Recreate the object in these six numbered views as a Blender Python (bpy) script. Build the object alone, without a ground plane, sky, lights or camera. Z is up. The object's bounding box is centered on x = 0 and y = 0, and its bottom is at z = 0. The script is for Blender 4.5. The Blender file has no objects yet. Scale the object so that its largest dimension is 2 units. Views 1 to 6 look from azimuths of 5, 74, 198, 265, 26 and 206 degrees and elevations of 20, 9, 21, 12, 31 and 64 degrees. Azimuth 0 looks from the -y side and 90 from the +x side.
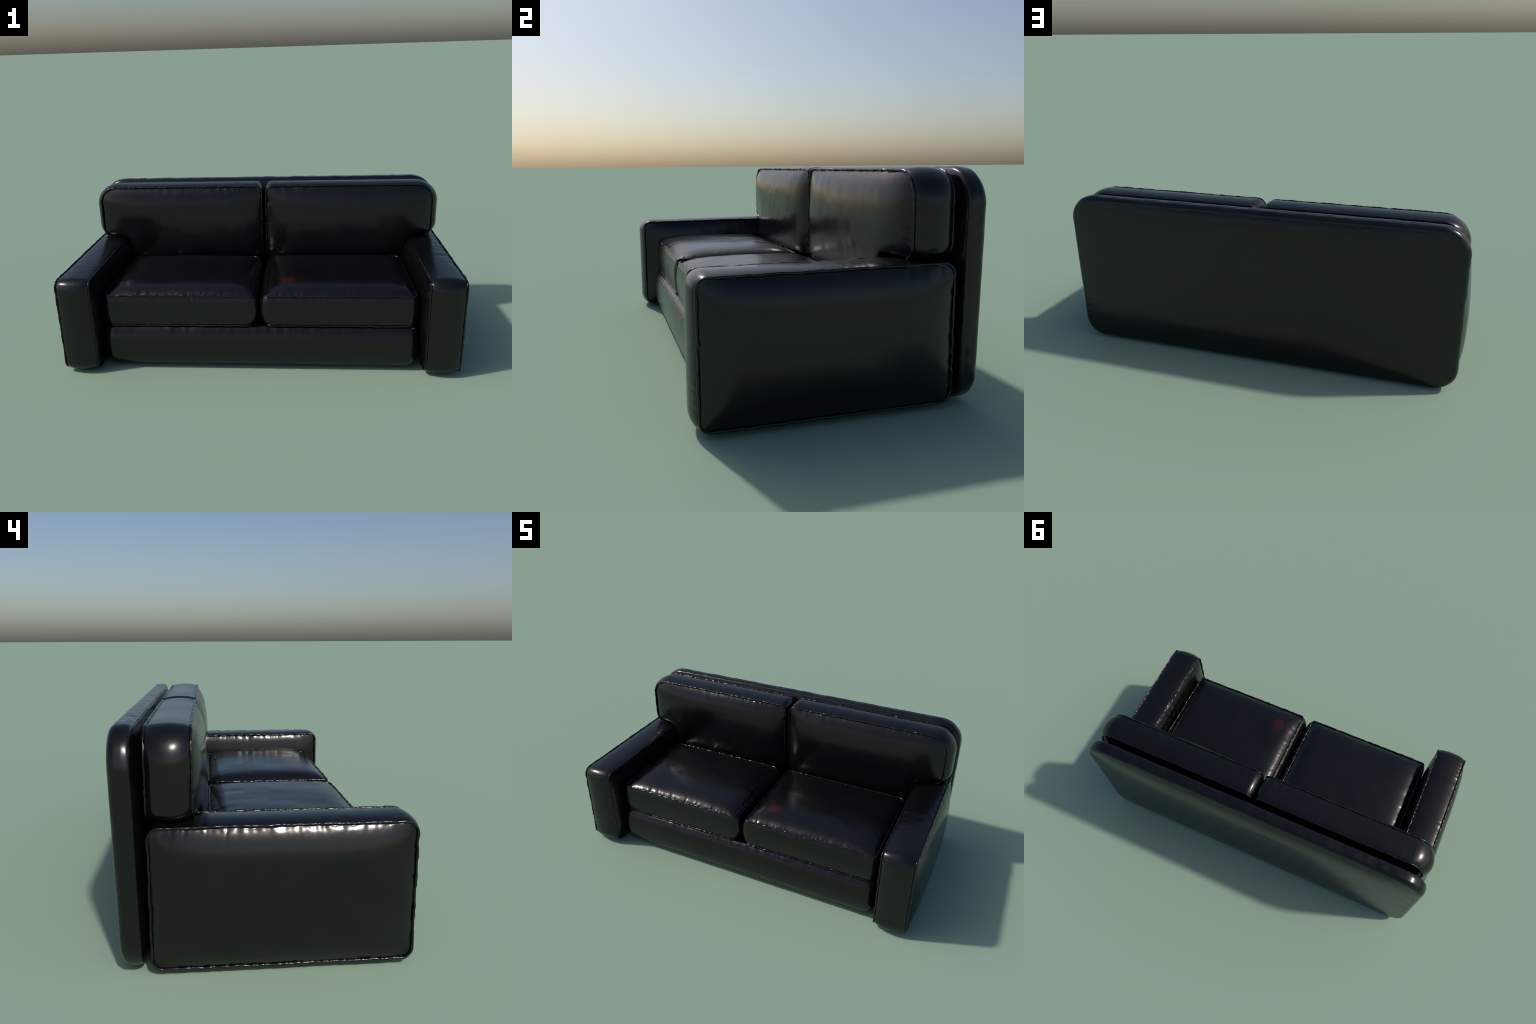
"""Two-seat black leather sofa: boxed, piped upholstery pads built as lofts."""
import math
import bpy
import numpy as np

# ------------------------------------------------------------------ noise
_rng = np.random.default_rng(7)
_perm = np.concatenate([_rng.permutation(256)] * 3)
_grad = _rng.normal(size=(256, 3))
_grad /= np.linalg.norm(_grad, axis=1)[:, None]


def perlin(p):
    """Gradient noise of an (n, 3) array, about -0.7 .. 0.7."""
    p = np.asarray(p, float)
    i = np.floor(p).astype(int)
    f = p - i
    w = f * f * f * (f * (f * 6 - 15) + 10)
    i &= 255
    out = np.zeros(len(p))
    for dx in (0, 1):
        for dy in (0, 1):
            for dz in (0, 1):
                h = _perm[_perm[_perm[i[:, 0] + dx] + i[:, 1] + dy] + i[:, 2] + dz]
                g = _grad[h]
                dot = (g * (f - np.array([dx, dy, dz]))).sum(1)
                k = (np.where(dx, w[:, 0], 1 - w[:, 0]) * np.where(dy, w[:, 1], 1 - w[:, 1])
                     * np.where(dz, w[:, 2], 1 - w[:, 2]))
                out += dot * k
    return out


def n2(pts, freq, seed):
    """Noise over 2-D points."""
    return perlin(np.column_stack([pts[:, 0] * freq, pts[:, 1] * freq, np.full(len(pts), seed * 3.71 + 0.37)]))


# ---------------------------------------------------------------- outlines
STEP = 0.0055
ARC = 12


def outline(corners, counts):
    """Closed counter-clockwise outline with filleted corners.

    corners: (p, q, radius); counts: points given to the edge after each corner.
    The same counts on two outlines give matching points."""
    c = np.array([(a, b) for a, b, _ in corners], float)
    r = [x[2] for x in corners]
    n = len(c)
    ends = []
    for i in range(n):
        u = c[i] - c[i - 1]
        v = c[(i + 1) % n] - c[i]
        u /= np.linalg.norm(u)
        v /= np.linalg.norm(v)
        turn = math.atan2(u[0] * v[1] - u[1] * v[0], u @ v)
        t = r[i] * math.tan(abs(turn) / 2)
        s = math.copysign(1, turn)
        centre = c[i] - u * t + np.array([-u[1], u[0]]) * r[i] * s
        a0 = math.atan2(-s * u[0], s * u[1])
        arc = [centre + r[i] * np.array([math.cos(a0 + turn * k / (ARC - 1)), math.sin(a0 + turn * k / (ARC - 1))])
               for k in range(ARC)]
        ends.append(arc)
    pts = []
    for i in range(n):
        pts += ends[i]
        a, b = ends[i][-1], ends[(i + 1) % n][0]
        m = counts[i]
        pts += [a + (b - a) * (k + 1) / (m + 1) for k in range(m)]
    return np.array(pts)


def edge_counts(corners):
    n = len(corners)
    return [max(4, int(math.dist(corners[i][:2], corners[(i + 1) % n][:2]) / STEP)) for i in range(n)]


def normals(pts):
    d = np.roll(pts, -1, 0) - np.roll(pts, 1, 0)
    d /= np.maximum(np.linalg.norm(d, axis=1), 1e-9)[:, None]
    return np.column_stack([d[:, 1], -d[:, 0]])


def rect(p0, p1, q0, q1, radii):
    """Corners in order: low-left, low-right, top-right, top-left."""
    if not isinstance(radii, (tuple, list)):
        radii = (radii,) * 4
    return [(p0, q0, radii[0]), (p1, q0, radii[1]), (p1, q1, radii[2]), (p0, q1, radii[3])]


# ---------------------------------------------------------- stuffing shape
def both(f, g):
    return f + g - np.sqrt(f * f + g * g)


def stuffing(p0, p1, q0, q1, reach_p, reach_q, notch=None, open_low=False):
    """Depth from the seams and fullness (0 at a seam, 1 well inside) of a stuffed panel."""
    def shape(x):
        f = np.maximum((x[:, 0] - p0) * (p1 - x[:, 0]) / (p1 - p0), 0)
        g = np.maximum((x[:, 1] - q0) * (q1 - x[:, 1]) / (q1 - q0), 0)
        if open_low:
            g = np.maximum(q1 - x[:, 1], 0)
        full = (1 - np.exp(-f / reach_p)) * (1 - np.exp(-g / reach_q))
        depth = both(f, g)
        if notch:
            pn, qn, reach = notch
            u, v = pn - x[:, 0], x[:, 1] - qn
            cut = np.maximum(u + v + np.sqrt(u * u + v * v), 0) * 0.5
            full *= 1 - np.exp(-cut / reach)
            depth = np.minimum(depth, cut)
        return depth, full, f, g
    return shape


# -------------------------------------------------------------------- pads
def band_rows(first, middle, last, a0, a1, power=0.62, rows=22):
    """Boxing band between two seams, swelling to the middle outline."""
    out = []
    for k in range(rows + 1):
        w = 0.5 - 0.5 * math.cos(math.pi * k / rows)
        swell = (4 * w * (1 - w)) ** power
        out.append(((first * (1 - w) + last * w) * (1 - swell) + middle * swell, a0 + (a1 - a0) * w))
    return out


def face(seam, seam_a, direction, centre, shape, rise, seed, crease, wave, rings, dents=(), streak=(0, 0, 0), skew=0.0):
    """Rings from the centre out to (not including) the seam."""
    rng = np.random.default_rng(seed + 1000)
    n = len(seam)
    nu = 1 - (1 - np.arange(rings) / rings) ** 1.9
    rim = shape(seam)[1]
    body = []
    for u in nu:
        pts = centre + (seam - centre) * u
        phi, full, f, g = shape(pts)
        body.append((pts, phi, f, g, np.maximum(full - rim * u ** 14, 0)))
    peak = max(b[4].max() for b in body)
    mid = centre
    # a few sharper tucks: (side, place along it, width, depth, length)
    lo, hi = seam.min(0), seam.max(0)
    tucks = []
    for _ in range(14):
        axis = int(rng.random() < (hi - lo)[1] / (hi - lo).sum())
        tucks.append((axis, rng.integers(0, 2), rng.uniform(lo[axis] + 0.03, hi[axis] - 0.03), rng.uniform(0.003, 0.006),
                      rng.uniform(0.0006, 0.0024), rng.uniform(0.010, 0.032)))
    out = []
    for u, (pts, phi, f, g, h) in zip(nu, body):
        edge = np.minimum(phi / 0.005, 1)
        pull = np.zeros(n)
        # gathers run in square to each side and die away
        for axis, dist in ((0, g), (1, f)):
            other = 1 - axis
            side = np.where(pts[:, other] > mid[other], 40.0, 7.0) + 90 * axis
            t = pts[:, axis] + 0.22 * dist * np.sign(n2(pts, 2.0, seed + 12))
            line = lambda fr, k: perlin(np.column_stack([t * fr, side + dist * fr * 0.16, np.full(n, seed * 1.37 + k)]))
            amp = np.clip(0.5 + 1.9 * perlin(np.column_stack([t * 5, side, np.full(n, seed * 2.1)])), 0.12, 1.7)
            pull += amp * (0.95 * line(15, 0.2) * np.exp(-dist / 0.040) + 0.75 * line(34, 4.6) * np.exp(-dist / 0.022)
                           + 0.55 * line(72, 9.4) * np.exp(-dist / 0.012))
            for ax, sd, at, wd, dp, ln in tucks:
                if ax == axis:
                    on = (pts[:, other] > mid[other]) == bool(sd)
                    pull -= on * dp / crease * np.exp(-((t - at) / wd) ** 2 - dist / ln)
        pull += 0.28 * n2(pts, 60, seed + 6) * np.exp(-phi / 0.012)
        soft = n2(pts, 5.5, seed + 3) + 0.45 * n2(pts, 11, seed + 4) + 0.10 * n2(pts, 24, seed + 5)
        z = rise * h / peak * (1 + skew * (pts[:, 1] - centre[1])) + edge * (crease * pull + wave * soft * h)
        if streak[0]:
            bend = 0.9 * n2(pts, 4, seed + 14)
            lanes = np.column_stack([pts[:, 0] * streak[1] + pts[:, 1] * 8 + bend, pts[:, 1] * streak[2] + bend])
            z += streak[0] * h * np.clip(0.6 + n2(pts, 4, seed + 9), 0, 1.2) * n2(lanes, 1, seed + 8)
        for dp, dq, dr, dz in dents:
            z += dz * np.exp(-(((pts[:, 0] - dp) ** 2 + (pts[:, 1] - dq) ** 2) / dr ** 2))
        out.append((pts, seam_a + direction * z))
    return out


def build_mesh(name, to_world, rows, capped_first, capped_last, flip):
    """rows: list of (pts, a) closed loops with equal counts; the first and last collapse to a point."""
    n = len(rows[0][0])
    verts = [to_world(p, np.broadcast_to(a, (n,))) for p, a in rows]
    first = verts[0].mean(0)
    last = verts[-1].mean(0)
    co = np.vstack(verts[1:-1] + [first[None], last[None]])
    m = len(rows) - 2
    j = np.arange(n)
    k = (j + 1) % n
    quads = np.concatenate([np.column_stack([r * n + j, r * n + k, (r + 1) * n + k, (r + 1) * n + j]) for r in range(m - 1)])
    top = np.column_stack([np.full(n, m * n), k, j])
    bot = np.column_stack([np.full(n, m * n + 1), (m - 1) * n + j, (m - 1) * n + k])
    faces = [tuple(q) for q in quads.tolist()] + [tuple(t) for t in np.vstack([top, bot]).tolist()]
    if flip:
        faces = [f[::-1] for f in faces]
    me = bpy.data.meshes.new(name)
    me.from_pydata(co.tolist(), [], faces)
    me.polygons.foreach_set("use_smooth", [True] * len(me.polygons))
    me.set_sharp_from_angle(angle=math.radians(42))
    me.update()
    return me


def tube_mesh(name, to_world, path, a, seed, radius=0.0046, wobble=0.0033, sides=10, push=(0, 0)):
    """Piping bead: a slightly uneven cord that follows a seam outline.

    push moves it off the pad: (outline direction, axis direction)."""
    halves = (path + np.roll(path, -1, 0)) / 2
    path = np.stack([path, halves], 1).reshape(-1, 2)
    n = len(path)
    nor = normals(path)
    a = np.broadcast_to(a, (n,))
    w1 = wobble * (0.85 * n2(path, 24, seed) + 0.60 * n2(path, 52, seed + 1) + 0.10 * n2(path, 110, seed + 2))
    w2 = wobble * (0.8 * n2(path, 28, seed + 5) + 0.6 * n2(path, 55, seed + 6) + 0.12 * n2(path, 115, seed + 7))
    rad = radius * (1 + 0.5 * n2(path, 42, seed + 8) + 0.12 * n2(path, 100, seed + 9))
    verts = []
    for s in range(sides):
        t = 2 * math.pi * s / sides
        p = path + nor * (push[0] + w1 + rad * math.cos(t))[:, None]
        verts.append(to_world(p, a + push[1] + w2 + rad * math.sin(t)))
    co = np.vstack(verts)
    j = np.arange(n)
    k = (j + 1) % n
    faces = np.concatenate([np.column_stack([s * n + j, s * n + k, ((s + 1) % sides) * n + k, ((s + 1) % sides) * n + j])
                            for s in range(sides)])
    me = bpy.data.meshes.new(name)
    me.from_pydata(co.tolist(), [], [tuple(f) for f in faces.tolist()])
    me.polygons.foreach_set("use_smooth", [True] * len(me.polygons))
    me.update()
    return me


def fix_normals(me):
    import bmesh
    bm = bmesh.new()
    bm.from_mesh(me)
    bmesh.ops.recalc_face_normals(bm, faces=bm.faces)
    bm.to_mesh(me)
    bm.free()


# --------------------------------------------------------------- materials
def leather(name, stain=None):
    m = bpy.data.materials.new(name)
    m.use_nodes = True
    nt = m.node_tree
    b = nt.nodes["Principled BSDF"]
    link = nt.links.new
    tc = nt.nodes.new("ShaderNodeTexCoord")

    def noise(scale, detail=3.0):
        t = nt.nodes.new("ShaderNodeTexNoise")
        t.inputs["Scale"].default_value = scale
        t.inputs["Detail"].default_value = detail
        link(tc.outputs["Object"], t.inputs["Vector"])
        return t

    base = nt.nodes.new("ShaderNodeValToRGB")
    base.color_ramp.elements[0].position, base.color_ramp.elements[0].color = 0.3, (0.0022, 0.0022, 0.0024, 1)
    base.color_ramp.elements[1].position, base.color_ramp.elements[1].color = 0.7, (0.0042, 0.0040, 0.0040, 1)
    link(noise(9).outputs["Fac"], base.inputs["Fac"])
    colour = base.outputs["Color"]

    rough = nt.nodes.new("ShaderNodeMapRange")
    rough.inputs["From Min"].default_value, rough.inputs["From Max"].default_value = 0.3, 0.7
    rough.inputs["To Min"].default_value, rough.inputs["To Max"].default_value = ROUGH - 0.02, ROUGH + 0.03
    link(noise(5).outputs["Fac"], rough.inputs["Value"])
    roughness = rough.outputs["Result"]

    if stain:
        x, y, z, radius = stain
        # distance from the spot, broken up into a splash with loose specks
        warp = noise(42, 8)
        warp.inputs["Roughness"].default_value = 0.72
        mix = nt.nodes.new("ShaderNodeVectorMath")
        mix.operation = "MULTIPLY_ADD"
        link(warp.outputs["Color"], mix.inputs[0])
        mix.inputs[1].default_value = (0.085, 0.085, 0.0)
        link(tc.outputs["Object"], mix.inputs[2])
        dist = nt.nodes.new("ShaderNodeVectorMath")
        dist.operation = "DISTANCE"
        link(mix.outputs[0], dist.inputs[0])
        dist.inputs[1].default_value = (x + 0.0425, y + 0.0425, z)
        core = nt.nodes.new("ShaderNodeMapRange")
        core.interpolation_type = "SMOOTHSTEP"
        core.inputs["From Min"].default_value, core.inputs["From Max"].default_value = radius * 1.08, radius * 0.82
        link(dist.outputs["Value"], core.inputs["Value"])
        far = nt.nodes.new("ShaderNodeMapRange")
        far.inputs["From Min"].default_value, far.inputs["From Max"].default_value = radius * 2.5, radius * 0.9
        link(dist.outputs["Value"], far.inputs["Value"])
        speck = nt.nodes.new("ShaderNodeMapRange")
        speck.inputs["From Min"].default_value, speck.inputs["From Max"].default_value = 0.51, 0.60
        link(noise(120, 3).outputs["Fac"], speck.inputs["Value"])
        thin = nt.nodes.new("ShaderNodeMath")
        thin.operation = "MULTIPLY"
        link(far.outputs["Result"], thin.inputs[0])
        link(speck.outputs["Result"], thin.inputs[1])
        mask = nt.nodes.new("ShaderNodeMath")
        mask.operation = "MAXIMUM"
        link(core.outputs["Result"], mask.inputs[0])
        link(thin.outputs["Value"], mask.inputs[1])
        tint = nt.nodes.new("ShaderNodeMix")
        tint.data_type = "RGBA"
        tint.inputs["B"].default_value = STAIN
        link(mask.outputs["Value"], tint.inputs["Factor"])
        link(colour, tint.inputs["A"])
        colour = tint.outputs["Result"]

    grain = noise(420, 2)
    bump = nt.nodes.new("ShaderNodeBump")
    bump.inputs["Strength"].default_value = 0.04
    bump.inputs["Distance"].default_value = 0.0006
    link(grain.outputs["Fac"], bump.inputs["Height"])
    link(bump.outputs["Normal"], b.inputs["Normal"])
    link(colour, b.inputs["Base Color"])
    link(roughness, b.inputs["Roughness"])
    b.inputs["Specular IOR Level"].default_value = 0.5
    return m


ROUGH = 0.215
STAIN = (0.031, 0.0055, 0.0048, 1)
LEATHER = leather("black_leather")
STAINED = leather("stained_black_leather", stain=(0.150, -0.262, 0.41, 0.034))
ROUGH = 0.19
CORD = leather("piping_leather")

# ------------------------------------------------------------------- parts
sofa = bpy.data.objects.new("sofa", None)
bpy.context.scene.collection.objects.link(sofa)
sofa["label"] = "black glossy leather two-seat sofa with piped cushions"
sofa["category"] = "sofa"


def add(name, me, parent, mat):
    fix_normals(me)
    me.materials.append(mat)
    o = bpy.data.objects.new(name, me)
    bpy.context.scene.collection.objects.link(o)
    o.parent = parent
    return o


def pad(name, to_world, seam_a, swell, seam_b, a0, a1, centre, shapes, rises, seed,
        crease=0.007, wave=0.002, mat=None, power=0.62, rings=60, piping=True, dents=(), band_crease=0.0068,
        streak=(0, 0, 0)):
    """A boxed pad: face on seam_a (axis a0), band, face on seam_b (axis a1)."""
    centre = np.array(centre, float)
    counts = edge_counts(swell)
    A, M, B = (outline(c, counts) for c in (seam_a, swell, seam_b))
    sign = 1 if a1 > a0 else -1
    fa = face(A, a0, -sign, centre, shapes[0], rises[0], seed, crease, wave, rings, dents, streak)
    fb = face(B, a1, sign, centre, shapes[1], rises[1], seed + 11, crease, wave, rings)
    band = band_rows(A, M, B, a0, a1, power)
    nor = normals(M)
    thick = abs(a1 - a0)
    worked = []
    for pts, a in band:
        d0, d1 = abs(a - a0), abs(a - a1)
        gate = min(1, d0 / 0.006) * min(1, d1 / 0.006)
        off = ((0.8 * n2(M, 24, seed + 20) + 0.55 * n2(M, 62, seed + 24)) * math.exp(-d0 / 0.036)
               + (0.8 * n2(M, 24, seed + 21) + 0.55 * n2(M, 62, seed + 25)) * math.exp(-d1 / 0.036)
               + 0.16 * n2(M, 9, seed + 22 + 3 * a / thick))
        amp = np.clip(0.5 + 1.4 * n2(M, 4.5, seed + 23), 0.05, 1.5)
        worked.append((pts + nor * (band_crease * gate * off * amp)[:, None], a))
    rows = fa + worked + fb[::-1]
    o = add(name, build_mesh(name, to_world, rows, True, True, False), sofa, mat or LEATHER)
    if piping:
        for P, a, d in ((A, a0, -sign), (B, a1, sign)):
            add("piping", tube_mesh("piping", to_world, P, a, seed + 40 + 7 * d, push=(0.0020, d * 0.0020)), o, CORD)
    return o


# armrests: outline in y-z, thickness along x
for side in (1, -1):
    def arm_space(p, a, s=side):
        return np.column_stack([s * a, p[:, 0], p[:, 1]])
    y0, y1, z0, z1 = -0.466, 0.362, 0.024, 0.482
    pad("armrest", arm_space,
        rect(y0, y1, z0, z1, (0.034, 0.034, 0.036, 0.036)),
        rect(y0 - 0.023, y1 + 0.010, 0.002, z1 + 0.013, (0.065, 0.05, 0.05, 0.058)),
        rect(y0, y1, z0, z1, (0.034, 0.034, 0.036, 0.030)),
        0.957, 0.799, (-0.05, 0.25),
        (stuffing(y0, y1, z0, z1, 0.055, 0.060), stuffing(y0, y1, z0, z1, 0.045, 0.045)),
        (0.042, 0.031), seed=3 if side > 0 else 9, wave=0.0012)

# seat cushions: outline in x-y, thickness along z
for side in (1, -1):
    def seat_space(p, a, s=side):
        return np.column_stack([s * p[:, 0], p[:, 1], a])
    x0, x1, y0, y1 = 0.034 + 0.004 * side, 0.752, -0.388, 0.172
    pad("seat_cushion", seat_space,
        rect(x0, x1, y0, y1, (0.012, 0.010, 0.035, 0.035)),
        rect(0.0005 + 0.004 * side, x1 + 0.018, y0 - 0.017, y1 + 0.015, (0.048, 0.044, 0.04, 0.045)),
        rect(x0, x1, y0 - 0.007, y1, (0.035, 0.035, 0.035, 0.035)),
        0.381, 0.232, (0.39, -0.11),
        (stuffing(x0, x1, y0, y1, 0.036, 0.036), stuffing(x0, x1, y0, y1, 0.02, 0.02)),
        (0.039, 0.006), seed=21 if side > 0 else 31, wave=0.0030, crease=0.0088, streak=(0.0010, 9, 14), power=0.52,
        mat=STAINED if side > 0 else LEATHER,
        dents=((0.27, -0.02, 0.014, -0.0015), (0.33, -0.045, 0.012, -0.0015)) if side > 0 else ((0.27, 0.06, 0.03, -0.0012),))


# back cushions: outline in x-z with a notch that clears the armrest
def notched(x0, x1, z0, z1, xn, zn, r):
    return [(x0, z0, 0.03), (xn, z0, 0.03), (xn, zn, r[0]), (x1, zn, r[1]), (x1, z1, r[2]), (x0, z1, r[3])]


for side in (1, -1):
    def back_space(p, a, s=side):
        return np.column_stack([s * p[:, 0], a, p[:, 1]])
    x0, x1, z0, z1, xn, zn = 0.014, 0.929, 0.330, 0.776, 0.800, 0.490
    pad("back_cushion", back_space,
        notched(x0, x1, z0, z1, xn, zn, (0.02, 0.055, 0.088, 0.032)),
        notched(x0 - 0.013, x1 + 0.037, z0 - 0.01, z1 + 0.012, xn + 0.02, zn - 0.006, (0.02, 0.075, 0.115, 0.05)),
        notched(x0, x1, z0, z1, xn, zn, (0.02, 0.055, 0.088, 0.032)),
        0.229, 0.366, (0.42, 0.62),
        (stuffing(x0, x1, z0, z1, 0.072, 0.046, (xn, zn, 0.007), True), stuffing(x0, x1, z0, z1, 0.03, 0.03, (xn, zn, 0.02), True)),
        (0.055 if side > 0 else 0.051, 0.018), seed=43 if side > 0 else 57, dents=() if side > 0 else ((0.80, 0.53, 0.10, -0.012),), wave=0.0032, band_crease=0.005, streak=(0.0022, 21, 4))


# seat base between the armrests
def plan_space(p, a):
    return np.column_stack([p[:, 0], p[:, 1], a])


bx, by0, by1 = 0.762, -0.384, 0.38
base_shape = stuffing(-bx, bx, by0, by1, 0.03, 0.03)
pad("seat_base", plan_space,
    rect(-bx, bx, by0, by1, 0.04), rect(-bx - 0.016, bx + 0.016, by0 - 0.045, by1, 0.06), rect(-bx, bx, by0 - 0.010, by1, 0.06),
    0.226, 0.019, (0, 0), (base_shape, base_shape), (0.004, 0.003), seed=71,
    piping=False, rings=30, power=0.5, band_crease=0.0085, crease=0.002)


# backrest panel: rounded slab behind the cushions, leaning back slightly
def panel_space(p, a):
    return np.column_stack([p[:, 0], a + 0.018 * (p[:, 1] - 0.45), p[:, 1]])


def panel_corners(grow):
    r = np.array([0.105, 0.105, 0.128, 0.128]) + grow
    return rect(-0.971 - grow, 0.971 + grow, 0.005 - grow, 0.787 + grow, tuple(r))


counts = edge_counts(panel_corners(0))
front, rear = 0.398, 0.467
LIP = 0.017
profile = [(-LIP + LIP * math.sin(t), front + LIP - LIP * math.cos(t)) for t in np.linspace(0.25, math.pi / 2, 9)]
profile += [(0.001, front + LIP + 0.006), (0.001, front + LIP + 0.013)]
ROUND = 0.025
for k in range(13):
    t = math.pi / 2 * k / 12
    profile.append((-ROUND + ROUND * math.cos(t), rear - ROUND + ROUND * math.sin(t) + 0.002 * k / 12))
P = outline(panel_corners(0), counts)
N = normals(P)
band = []
for i, (g, a) in enumerate(profile):
    x = i / (len(profile) - 1)
    gate = math.sin(math.pi * x)
    wob = gate * (0.0030 * n2(P, 22, 82 + x) + 0.0014 * n2(P, 55, 83 + x) * max(0, 1 - 1.4 * x))
    band.append((outline(panel_corners(g), counts) + N * wob[:, None], a))
mid = np.array([0, 0.42])
rows = face(band[0][0], band[0][1], -1, mid, stuffing(-0.961, 0.961, 0.015, 0.780, 0.04, 0.04), 0.024, 85, 0.002, 0.0005, 40)
rows += band
rows += face(band[-1][0], band[-1][1], 1, mid,
             stuffing(-0.971 + ROUND, 0.971 - ROUND, 0.005 + ROUND, 0.787 - ROUND, 0.14, 0.052), 0.021, 86, 0.003, 0.0016, 60,
             streak=(0.0008, 5, 22), skew=0.3)[::-1]
add("backrest", build_mesh("backrest", panel_space, rows, True, True, False), sofa, LEATHER)
